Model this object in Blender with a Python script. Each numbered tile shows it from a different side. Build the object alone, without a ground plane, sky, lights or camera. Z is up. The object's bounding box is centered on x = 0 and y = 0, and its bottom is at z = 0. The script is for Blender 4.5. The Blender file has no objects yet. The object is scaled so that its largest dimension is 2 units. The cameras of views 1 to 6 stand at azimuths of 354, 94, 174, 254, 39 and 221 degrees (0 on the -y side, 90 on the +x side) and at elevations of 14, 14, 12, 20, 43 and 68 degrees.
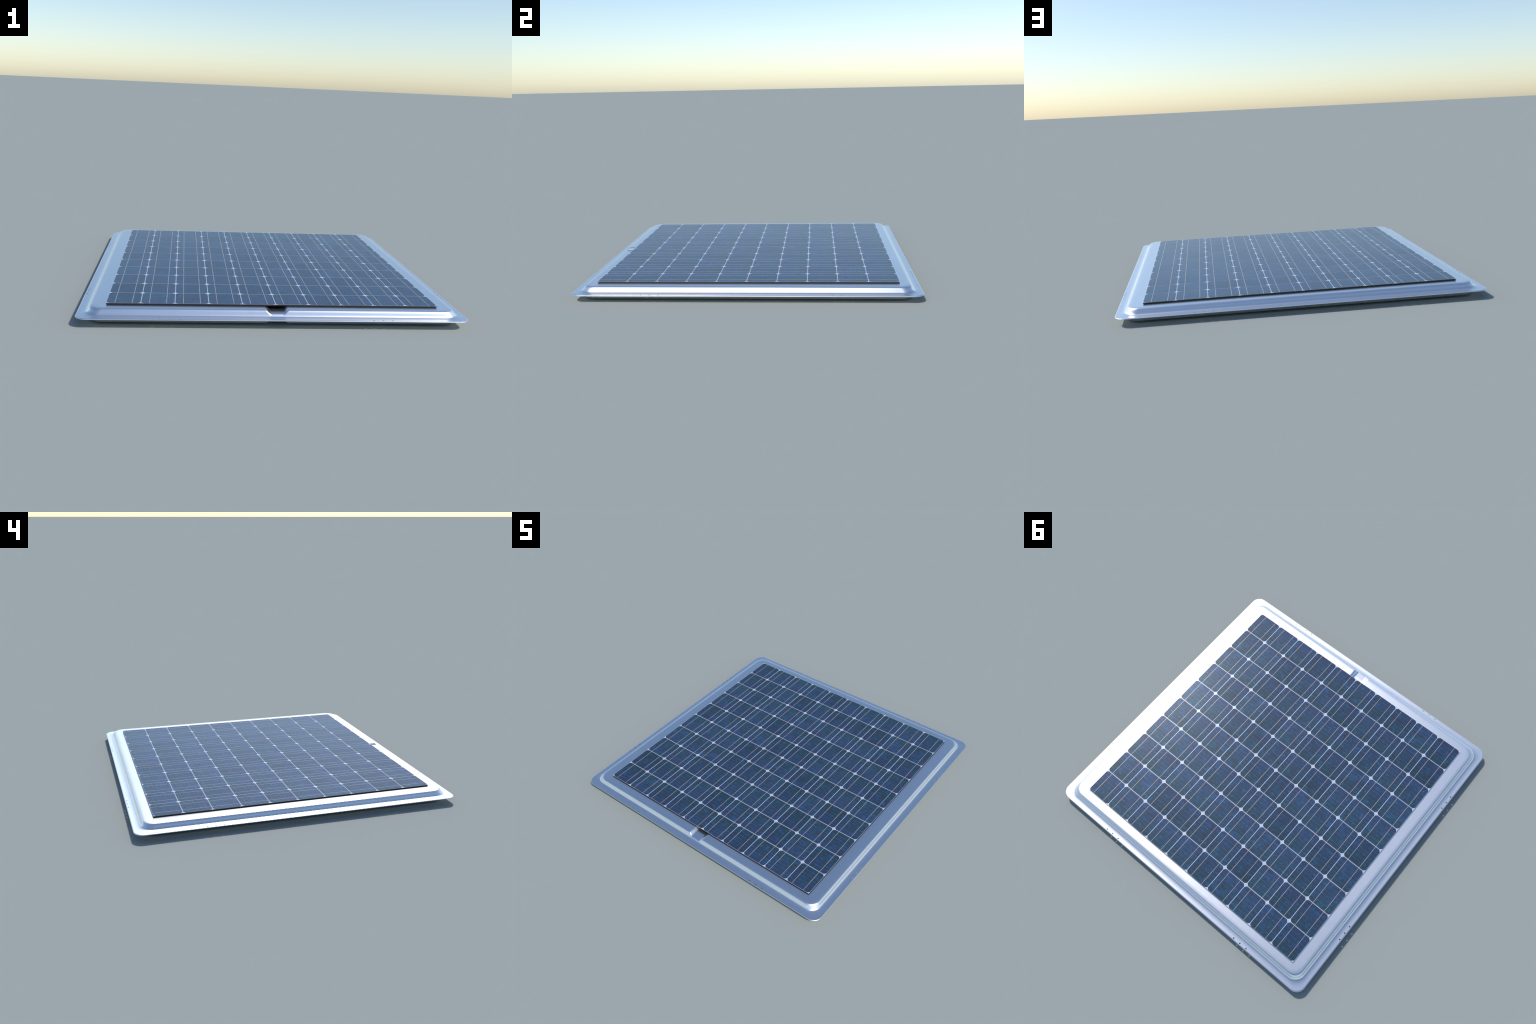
"""Square photovoltaic module: a pressed metal casing with a drilled rim flange, a raised
deck that rolls down to it, a cable notch in one side, and a glass laminate of 10 x 10 cells."""
import bpy, bmesh, math, random
import numpy as np
from mathutils import Vector, Matrix

random.seed(7)

# ------------------------------------------------------------------ sizes (metres)
TOTAL_H = 0.0876
FLANGE_TOP, FLANGE_BOTTOM = 0.0452, 0.0422    # sheet metal, with a lip rolled down round the edge
LIP_BOTTOM = 0.0387
DECK_TOP = 0.0780
DECK_BOTTOM = 0.0060
WALL_MID = 0.9450                 # where the wall is steepest, distance from the centre line
WALL_MID_LOWER = 0.9480
RIM_ROUND, RIM_EDGE = 0.0055, 0.0032   # rounding of the flange's outer edge, across and down
NOTCH_FLOOR = 0.0622
NOTCH_FLOOR_HALF, NOTCH_MOUTH_HALF = 0.0365, 0.0520
LAM_X, LAM_Y = 0.8580, 0.8755     # half sizes of the laminate
PITCH_X, PITCH_Y = LAM_X / 5, LAM_Y / 5
GRID_GAP = 0.0040                 # white gap between cells
CORNER_CUT = 0.0135               # cropped corner of a cell
HOLE_AT = 0.9880
HOLE_ALONG = (0.490, 0.539, 0.588)
HOLE_R = 0.0045

# ------------------------------------------------------------------ node helpers
def new_mat(name):
    m = bpy.data.materials.new(name)
    m.use_nodes = True
    nt = m.node_tree
    return m, nt, nt.nodes["Principled BSDF"]

def node(nt, kind, **props):
    n = nt.nodes.new(kind)
    for k, v in props.items():
        setattr(n, k, v)
    return n

def math_node(nt, op, a, b=None, clamp=False):
    n = node(nt, "ShaderNodeMath", operation=op, use_clamp=clamp)
    for i, v in enumerate((a, b)):
        if v is None:
            continue
        if isinstance(v, (int, float)):
            n.inputs[i].default_value = v
        else:
            nt.links.new(v, n.inputs[i])
    return n.outputs[0]

def mix_col(nt, fac, a, b, blend="MIX"):
    n = node(nt, "ShaderNodeMix", data_type="RGBA", blend_type=blend)
    for sock, v in ((n.inputs[0], fac), (n.inputs[6], a), (n.inputs[7], b)):
        if isinstance(v, (int, float)):
            sock.default_value = v
        elif isinstance(v, tuple):
            sock.default_value = (*v, 1.0)
        else:
            nt.links.new(v, sock)
    return n.outputs[2]

def ramp01(nt, val, lo, hi):
    n = node(nt, "ShaderNodeMapRange", interpolation_type="SMOOTHSTEP")
    nt.links.new(val, n.inputs[0])
    n.inputs[1].default_value, n.inputs[2].default_value = lo, hi
    return n.outputs[0]

def noise(nt, vec, scale, detail=3.0, rough=0.55):
    n = node(nt, "ShaderNodeTexNoise")
    nt.links.new(vec, n.inputs["Vector"])
    n.inputs["Scale"].default_value = scale
    n.inputs["Detail"].default_value = detail
    n.inputs["Roughness"].default_value = rough
    return n.outputs["Fac"]

# ------------------------------------------------------------------ materials
def metal_material():
    m, nt, p = new_mat("satin_aluminium")
    tc = node(nt, "ShaderNodeTexCoord")
    f = noise(nt, tc.outputs["Object"], 22.0, 4.0)
    p.inputs["Metallic"].default_value = 1.0
    nt.links.new(mix_col(nt, f, (0.91, 0.915, 0.92), (0.95, 0.955, 0.96)), p.inputs["Base Color"])
    r = node(nt, "ShaderNodeMapRange")
    nt.links.new(f, r.inputs[0])
    r.inputs[3].default_value, r.inputs[4].default_value = 0.290, 0.305
    nt.links.new(r.outputs[0], p.inputs["Roughness"])
    return m

def backsheet_material():
    m, nt, p = new_mat("white_backsheet")
    tc = node(nt, "ShaderNodeTexCoord")
    f = noise(nt, tc.outputs["Object"], 40.0, 2.0)
    nt.links.new(mix_col(nt, f, (0.56, 0.58, 0.64), (0.66, 0.68, 0.74)), p.inputs["Base Color"])
    p.inputs["Roughness"].default_value = 0.20
    p.inputs["Metallic"].default_value = 0.25
    return m

def dark_edge_material():
    m, nt, p = new_mat("black_laminate_edge")
    tc = node(nt, "ShaderNodeTexCoord")
    f = noise(nt, tc.outputs["Object"], 60.0, 2.0)
    nt.links.new(mix_col(nt, f, (0.014, 0.014, 0.016), (0.022, 0.022, 0.024)), p.inputs["Base Color"])
    p.inputs["Roughness"].default_value = 0.45
    return m

def cell_material():
    m, nt, p = new_mat("blue_silicon")
    tc = node(nt, "ShaderNodeTexCoord")
    info = node(nt, "ShaderNodeObjectInfo")
    rnd = info.outputs["Random"]
    # every cell reads its own patch of the noise
    offs = node(nt, "ShaderNodeCombineXYZ")
    nt.links.new(math_node(nt, "MULTIPLY", rnd, 37.0), offs.inputs[0])
    nt.links.new(math_node(nt, "MULTIPLY", rnd, 91.0), offs.inputs[1])
    add = node(nt, "ShaderNodeVectorMath", operation="ADD")
    nt.links.new(tc.outputs["Object"], add.inputs[0])
    nt.links.new(offs.outputs[0], add.inputs[1])
    vec = add.outputs[0]
    xyz = node(nt, "ShaderNodeSeparateXYZ")
    nt.links.new(tc.outputs["Object"], xyz.inputs[0])
    x, y = xyz.outputs[0], xyz.outputs[1]
    # slow hue drift along the cell
    drift = math_node(nt, "ADD", y, math_node(nt, "MULTIPLY", math_node(nt, "SUBTRACT", noise(nt, vec, 14.0, 2.0), 0.5), 0.10))
    col = mix_col(nt, ramp01(nt, drift, -0.085, 0.085), (0.033, 0.064, 0.132), (0.028, 0.065, 0.098))
    # crystal clouds
    blue = ramp01(nt, noise(nt, vec, 26.0, 3.0), 0.50, 0.76)
    col = mix_col(nt, math_node(nt, "MULTIPLY", blue, 0.80), col, (0.028, 0.102, 0.236))
    vec2 = node(nt, "ShaderNodeVectorMath", operation="ADD")
    nt.links.new(vec, vec2.inputs[0])
    vec2.inputs[1].default_value = (5.3, 2.1, 9.7)
    teal = ramp01(nt, noise(nt, vec2.outputs[0], 52.0, 4.0, 0.62), 0.54, 0.76)
    col = mix_col(nt, math_node(nt, "MULTIPLY", teal, 0.75), col, (0.040, 0.180, 0.255))
    vec3 = node(nt, "ShaderNodeVectorMath", operation="ADD")
    nt.links.new(vec, vec3.inputs[0])
    vec3.inputs[1].default_value = (-3.7, 8.8, 1.2)
    dark = ramp01(nt, noise(nt, vec3.outputs[0], 17.0, 4.0, 0.65), 0.48, 0.68)
    col = mix_col(nt, math_node(nt, "MULTIPLY", dark, 0.62), col, (0.033, 0.046, 0.066))
    # collector fingers: six stronger lines per cell and a fine comb between
    step = PITCH_Y * 0.155
    ph = math_node(nt, "PINGPONG", math_node(nt, "ADD", y, 10.5 * step), step * 0.5)
    line = ramp01(nt, ph, step * 0.5 - 0.0016, step * 0.5 - 0.0004)
    col = mix_col(nt, math_node(nt, "MULTIPLY", line, 0.28), col, (0.20, 0.185, 0.21))
    fine = math_node(nt, "PINGPONG", y, 0.0016)
    fl = ramp01(nt, fine, 0.0008, 0.0016)
    col = mix_col(nt, math_node(nt, "MULTIPLY", fl, 0.10), col, (0.100, 0.120, 0.150))
    grain = noise(nt, vec, 170.0, 4.0, 0.75)
    tone = math_node(nt, "ADD", math_node(nt, "MULTIPLY", rnd, 0.26), math_node(nt, "MULTIPLY", grain, 0.95))
    tone = math_node(nt, "ADD", tone, 0.42)
    tc3 = node(nt, "ShaderNodeCombineXYZ")
    for i in range(3):
        nt.links.new(tone, tc3.inputs[i])
    col = mix_col(nt, 1.0, col, tc3.outputs[0], "MULTIPLY")
    nt.links.new(col, p.inputs["Base Color"])
    p.inputs["Roughness"].default_value = 0.20
    p.inputs["Metallic"].default_value = 0.25
    return m

def ribbon_material():
    m, nt, p = new_mat("tinned_copper_ribbon")
    tc = node(nt, "ShaderNodeTexCoord")
    info = node(nt, "ShaderNodeObjectInfo")
    xyz = node(nt, "ShaderNodeSeparateXYZ")
    nt.links.new(tc.outputs["Object"], xyz.inputs[0])
    shift = math_node(nt, "MULTIPLY", math_node(nt, "SUBTRACT", info.outputs["Random"], 0.5), 0.08)
    t = ramp01(nt, math_node(nt, "ADD", xyz.outputs[1], shift), -0.085, 0.090)
    ramp = node(nt, "ShaderNodeValToRGB")
    nt.links.new(t, ramp.inputs[0])
    e = ramp.color_ramp.elements
    e[0].color = (0.42, 0.325, 0.33, 1)
    e[1].color = (0.36, 0.37, 0.31, 1)
    mid = e.new(0.5)
    mid.color = (0.50, 0.43, 0.385, 1)
    nt.links.new(ramp.outputs[0], p.inputs["Base Color"])
    p.inputs["Roughness"].default_value = 0.20
    p.inputs["Metallic"].default_value = 0.25
    return m

# ------------------------------------------------------------------ casing section
# slope of the rolled wall against signed distance from its steepest point (+ = outwards)
ROLL = [(-0.034, 0.0), (-0.022, 0.06), (-0.016, 0.13), (-0.0130, 0.24), (-0.0105, 0.50), (-0.0080, 1.10),
        (-0.0040, 1.72), (0.0, 2.25), (0.0040, 1.72), (0.0080, 1.10), (0.0105, 0.52), (0.0130, 0.32),
        (0.0170, 0.19), (0.0230, 0.10), (0.0310, 0.04), (0.0420, 0.0)]
_d = np.linspace(-0.036, 0.044, 1601)
_slope = np.interp(_d, [a for a, _ in ROLL], [b for _, b in ROLL])
_win = np.hanning(41) / np.hanning(41).sum()
_slope = np.convolve(np.pad(_slope, 20, mode="edge"), _win, mode="valid")
_fall = np.concatenate([[0], np.cumsum((_slope[1:] + _slope[:-1]) * 0.5 * (_d[1] - _d[0]))])
_fall /= _fall[-1]

def section(h, flange_z, deck_z):
    mid = WALL_MID if deck_z > flange_z else WALL_MID_LOWER
    return deck_z + (flange_z - deck_z) * float(np.interp(h - mid, _d, _fall))

def soft_min(a, b, k):
    t = max(k - abs(a - b), 0.0) / k
    return min(a, b) - t * t * k * 0.25

def notch_height(x, h):
    """Height of the cable channel's own surface; it runs in under the laminate and closes there."""
    side = (DECK_TOP - NOTCH_FLOOR) / (NOTCH_MOUTH_HALF - NOTCH_FLOOR_HALF)
    z = NOTCH_FLOOR - soft_min(0.0, -(abs(x) - NOTCH_FLOOR_HALF) * side, 0.008)
    return z + max(0.80 - h, 0.0) * 1.5 - max(h - 0.905, 0.0) * 0.07

def corner_radius(h):
    return float(np.interp(h, [0.70, 0.93, 0.965, 1.0], [0.064, 0.066, 0.066, 0.058]))

def straight_samples(dense):
    s = set(np.round(np.linspace(-0.68, 0.68, 18), 5))
    if dense:
        s |= set(np.round(np.linspace(-0.066, 0.066, 67), 5))
    return sorted(s)

ARC = 14
def ring(h):
    """Rounded square, starting on the notch side; the notch side has the dense samples."""
    R = corner_radius(h)
    c = h - R
    pts = []
    for k in range(4):
        a = k * math.pi / 2
        row = [(x, -h) for x in [-c] + straight_samples(k == 0)]
        for i in range(ARC):
            t = -math.pi / 2 + (i / ARC) * math.pi / 2
            row.append((c + R * math.cos(t), -c + R * math.sin(t)))
        ca, sa = math.cos(a), math.sin(a)
        pts += [(x * ca - y * sa, x * sa + y * ca) for x, y in row]
    return pts

def casing_rings():
    hs = list(np.concatenate([np.linspace(0.765, 0.905, 16), np.linspace(0.9105, 0.929, 8),
                              np.linspace(0.931, 0.960, 34), np.linspace(0.9625, 0.9795, 9),
                              [0.9835, 0.9875, 0.9925]]))
    rows = []
    for h in hs:
        rows.append((h, None, +1))
    for i in range(7):                                    # rim: rounded over, straight, rounded under
        t = i / 6 * math.pi / 2
        rows.append((1.0 - RIM_ROUND + RIM_ROUND * math.sin(t), FLANGE_TOP - RIM_EDGE + RIM_EDGE * math.cos(t), 0))
    for i in range(7):
        t = i / 6 * math.pi / 2
        rows.append((1.0 - RIM_ROUND + RIM_ROUND * math.cos(t), LIP_BOTTOM + RIM_EDGE - RIM_EDGE * math.sin(t), 0))
    rows += [(0.9938, LIP_BOTTOM + 0.0004, 0), (0.9934, LIP_BOTTOM + 0.0010, 0), (0.9932, FLANGE_BOTTOM, 0)]
    for h in reversed(hs):
        rows.append((h, None, -1))
    return rows

def build_casing_mesh():
    verts, faces = [], []
    rows = casing_rings()
    n = None
    for h, z_fixed, side in rows:
        pts = ring(h)
        n = len(pts)
        for x, y in pts:
            if z_fixed is not None:
                z = z_fixed
            else:
                z = section(h, FLANGE_TOP if side > 0 else FLANGE_BOTTOM, DECK_TOP if side > 0 else DECK_BOTTOM)
                if y < -0.70 and abs(x) < 0.075:
                    k = 0.0095
                    if side > 0:
                        z = soft_min(z, notch_height(x, h), k)
                    else:                                  # the lower half is pressed to match
                        lift = DECK_TOP + DECK_BOTTOM
                        z = lift - soft_min(lift - z, notch_height(x, h), k)
            verts.append((x, y, z))
    for r in range(len(rows) - 1):
        a, b = r * n, (r + 1) * n
        for i in range(n):
            j = (i + 1) % n
            faces.append((a + i, b + i, b + j, a + j))
    faces.append(tuple(range(n)))
    last = (len(rows) - 1) * n
    faces.append(tuple(reversed(range(last, last + n))))
    me = bpy.data.meshes.new("casing")
    me.from_pydata(verts, [], faces)
    bm = bmesh.new()
    bm.from_mesh(me)
    bmesh.ops.recalc_face_normals(bm, faces=bm.faces)
    bm.to_mesh(me)
    bm.free()
    return me

def drill_holes(me):
    body = bpy.data.objects.new("casing_blank", me)
    bpy.context.scene.collection.objects.link(body)
    bm = bmesh.new()
    for k in range(4):
        rot = Matrix.Rotation(k * math.pi / 2, 4, "Z")
        for s in (-1, 1):
            for a in HOLE_ALONG:
                bmesh.ops.create_cone(bm, cap_ends=True, segments=20, radius1=HOLE_R, radius2=HOLE_R, depth=0.03,
                                      matrix=rot @ Matrix.Translation((s * a, -HOLE_AT, (FLANGE_TOP + FLANGE_BOTTOM) / 2)))
    cut = bpy.data.meshes.new("drill")
    bm.to_mesh(cut)
    bm.free()
    drill = bpy.data.objects.new("drill", cut)
    bpy.context.scene.collection.objects.link(drill)
    mod = body.modifiers.new("drill", "BOOLEAN")
    mod.object, mod.operation, mod.solver = drill, "DIFFERENCE", "EXACT"
    dg = bpy.context.evaluated_depsgraph_get()
    out = bpy.data.meshes.new_from_object(body.evaluated_get(dg))
    bpy.data.objects.remove(body)
    bpy.data.objects.remove(drill)
    return out

def split_by(me, test, name):
    """Mesh of the faces that pass the test, keeping the whole casing's shading normals."""
    keep = [p for p in me.polygons if test(p.center)]
    corner = me.corner_normals
    idx, verts, faces, nors = {}, [], [], []
    for p in keep:
        f = []
        for li in p.loop_indices:
            v = me.loops[li].vertex_index
            if v not in idx:
                idx[v] = len(verts)
                verts.append(me.vertices[v].co.copy())
            f.append(idx[v])
            nors.append(corner[li].vector.copy())
        faces.append(f)
    out = bpy.data.meshes.new(name)
    out.from_pydata(verts, [], faces)
    out.polygons.foreach_set("use_smooth", [True] * len(out.polygons))
    out.normals_split_custom_set(nors)
    return out

def add_object(name, me, parent, mat=None, loc=(0, 0, 0)):
    ob = bpy.data.objects.new(name, me)
    bpy.context.scene.collection.objects.link(ob)
    ob.parent = parent
    ob.location = loc
    if mat is not None and not me.materials:
        me.materials.append(mat)
    return ob

# ------------------------------------------------------------------ plates, cells, ribbons
def slab(name, outline, z0, z1, chamfer=0.0):
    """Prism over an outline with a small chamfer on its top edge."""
    bm = bmesh.new()
    lo = [bm.verts.new((x, y, z0)) for x, y in outline]
    hi = [bm.verts.new((x, y, z1)) for x, y in outline]
    n = len(outline)
    bm.faces.new(list(reversed(lo)))
    top = bm.faces.new(hi)
    for i in range(n):
        bm.faces.new((lo[i], lo[(i + 1) % n], hi[(i + 1) % n], hi[i]))
    if chamfer:
        bmesh.ops.bevel(bm, geom=list(top.edges), offset=chamfer, segments=2, affect="EDGES")
    me = bpy.data.meshes.new(name)
    bm.to_mesh(me)
    bm.free()
    return me

def cell_outline():
    hx, hy = (PITCH_X - GRID_GAP) / 2, (PITCH_Y - GRID_GAP) / 2
    out = []
    for sx, sy in ((1, -1), (1, 1), (-1, 1), (-1, -1)):
        a, b = Vector((sx * (hx - CORNER_CUT), sy * hy)), Vector((sx * hx, sy * (hy - CORNER_CUT)))
        if sx * sy > 0:
            a, b = b, a
        bulge = Vector((sx, sy)).normalized() * 0.0011      # the cropped corner is a shallow arc of the wafer
        for i in range(6):
            t = i / 5
            q = a.lerp(b, t) + bulge * (4 * t * (1 - t))
            out.append((q.x, q.y))
    return out

# ------------------------------------------------------------------ assembly
root = bpy.data.objects.new("solar_panel", None)
bpy.context.scene.collection.objects.link(root)
root["label"] = "square blue solar panel on a bright rounded aluminium casing"
root["category"] = "solar panel"

metal, white, black = metal_material(), backsheet_material(), dark_edge_material()
silicon, tin = cell_material(), ribbon_material()

whole = drill_holes(build_casing_mesh())
whole.polygons.foreach_set("use_smooth", [True] * len(whole.polygons))
whole.set_sharp_from_angle(angle=math.radians(42))
SEAM = 0.9640
on_rim = lambda c: max(abs(c.x), abs(c.y)) > SEAM or \
    (min(abs(c.x), abs(c.y)) > SEAM - 0.066 and math.hypot(abs(c.x) - SEAM + 0.066, abs(c.y) - SEAM + 0.066) > 0.066)
add_object("casing", split_by(whole, lambda c: not on_rim(c), "casing"), root, metal)
add_object("mounting_flange", split_by(whole, on_rim, "mounting_flange"), root, metal)
bpy.data.meshes.remove(whole)

bx, by = LAM_X - 0.0007, LAM_Y - 0.0007
rect = [(-bx, -by), (bx, -by), (bx, by), (-bx, by)]
SHEET_Z, CELL_Z, RIBBON_Z = TOTAL_H - 0.0006, TOTAL_H - 0.0002, TOTAL_H
laminate = add_object("laminate", slab("laminate", rect, DECK_TOP + 0.0034, SHEET_Z - 0.0003), root, black)
pad = [(x * (1 - 0.0035 / bx), y * (1 - 0.0035 / by)) for x, y in rect]
add_object("mounting_pad", slab("mounting_pad", pad, DECK_TOP + 0.0003, DECK_TOP + 0.0034), root, black)
add_object("backsheet", slab("backsheet", rect, SHEET_Z - 0.0003, SHEET_Z), laminate, white)
add_object("backing_plate", slab("backing_plate", rect, 0.0, DECK_BOTTOM - 0.0003), root, black)

cell_me = slab("solar_cell", cell_outline(), SHEET_Z - 0.0002, CELL_Z)
cell_me.materials.append(silicon)
rw, rl = 0.0015, (PITCH_Y - GRID_GAP) / 2 - 0.0006
ribbon_me = slab("busbar", [(-rw, -rl), (rw, -rl), (rw, rl), (-rw, rl)], CELL_Z - 0.0002, RIBBON_Z)
ribbon_me.materials.append(tin)
first_cell = bpy.data.objects.new("solar_cell", cell_me)
first_ribbon = bpy.data.objects.new("busbar", ribbon_me)
for j in range(10):
    for i in range(10):
        x, y = (i - 4.5) * PITCH_X, (j - 4.5) * PITCH_Y
        ob = first_cell if i == j == 0 else first_cell.copy()
        ob.parent, ob.location = laminate, (x, y, 0)
        bpy.context.scene.collection.objects.link(ob)
        for s in (-1, 1):
            rb = first_ribbon if (i == j == 0 and s < 0) else first_ribbon.copy()
            rb.parent, rb.location = laminate, (x + s * PITCH_X * 0.25, y, 0)
            bpy.context.scene.collection.objects.link(rb)
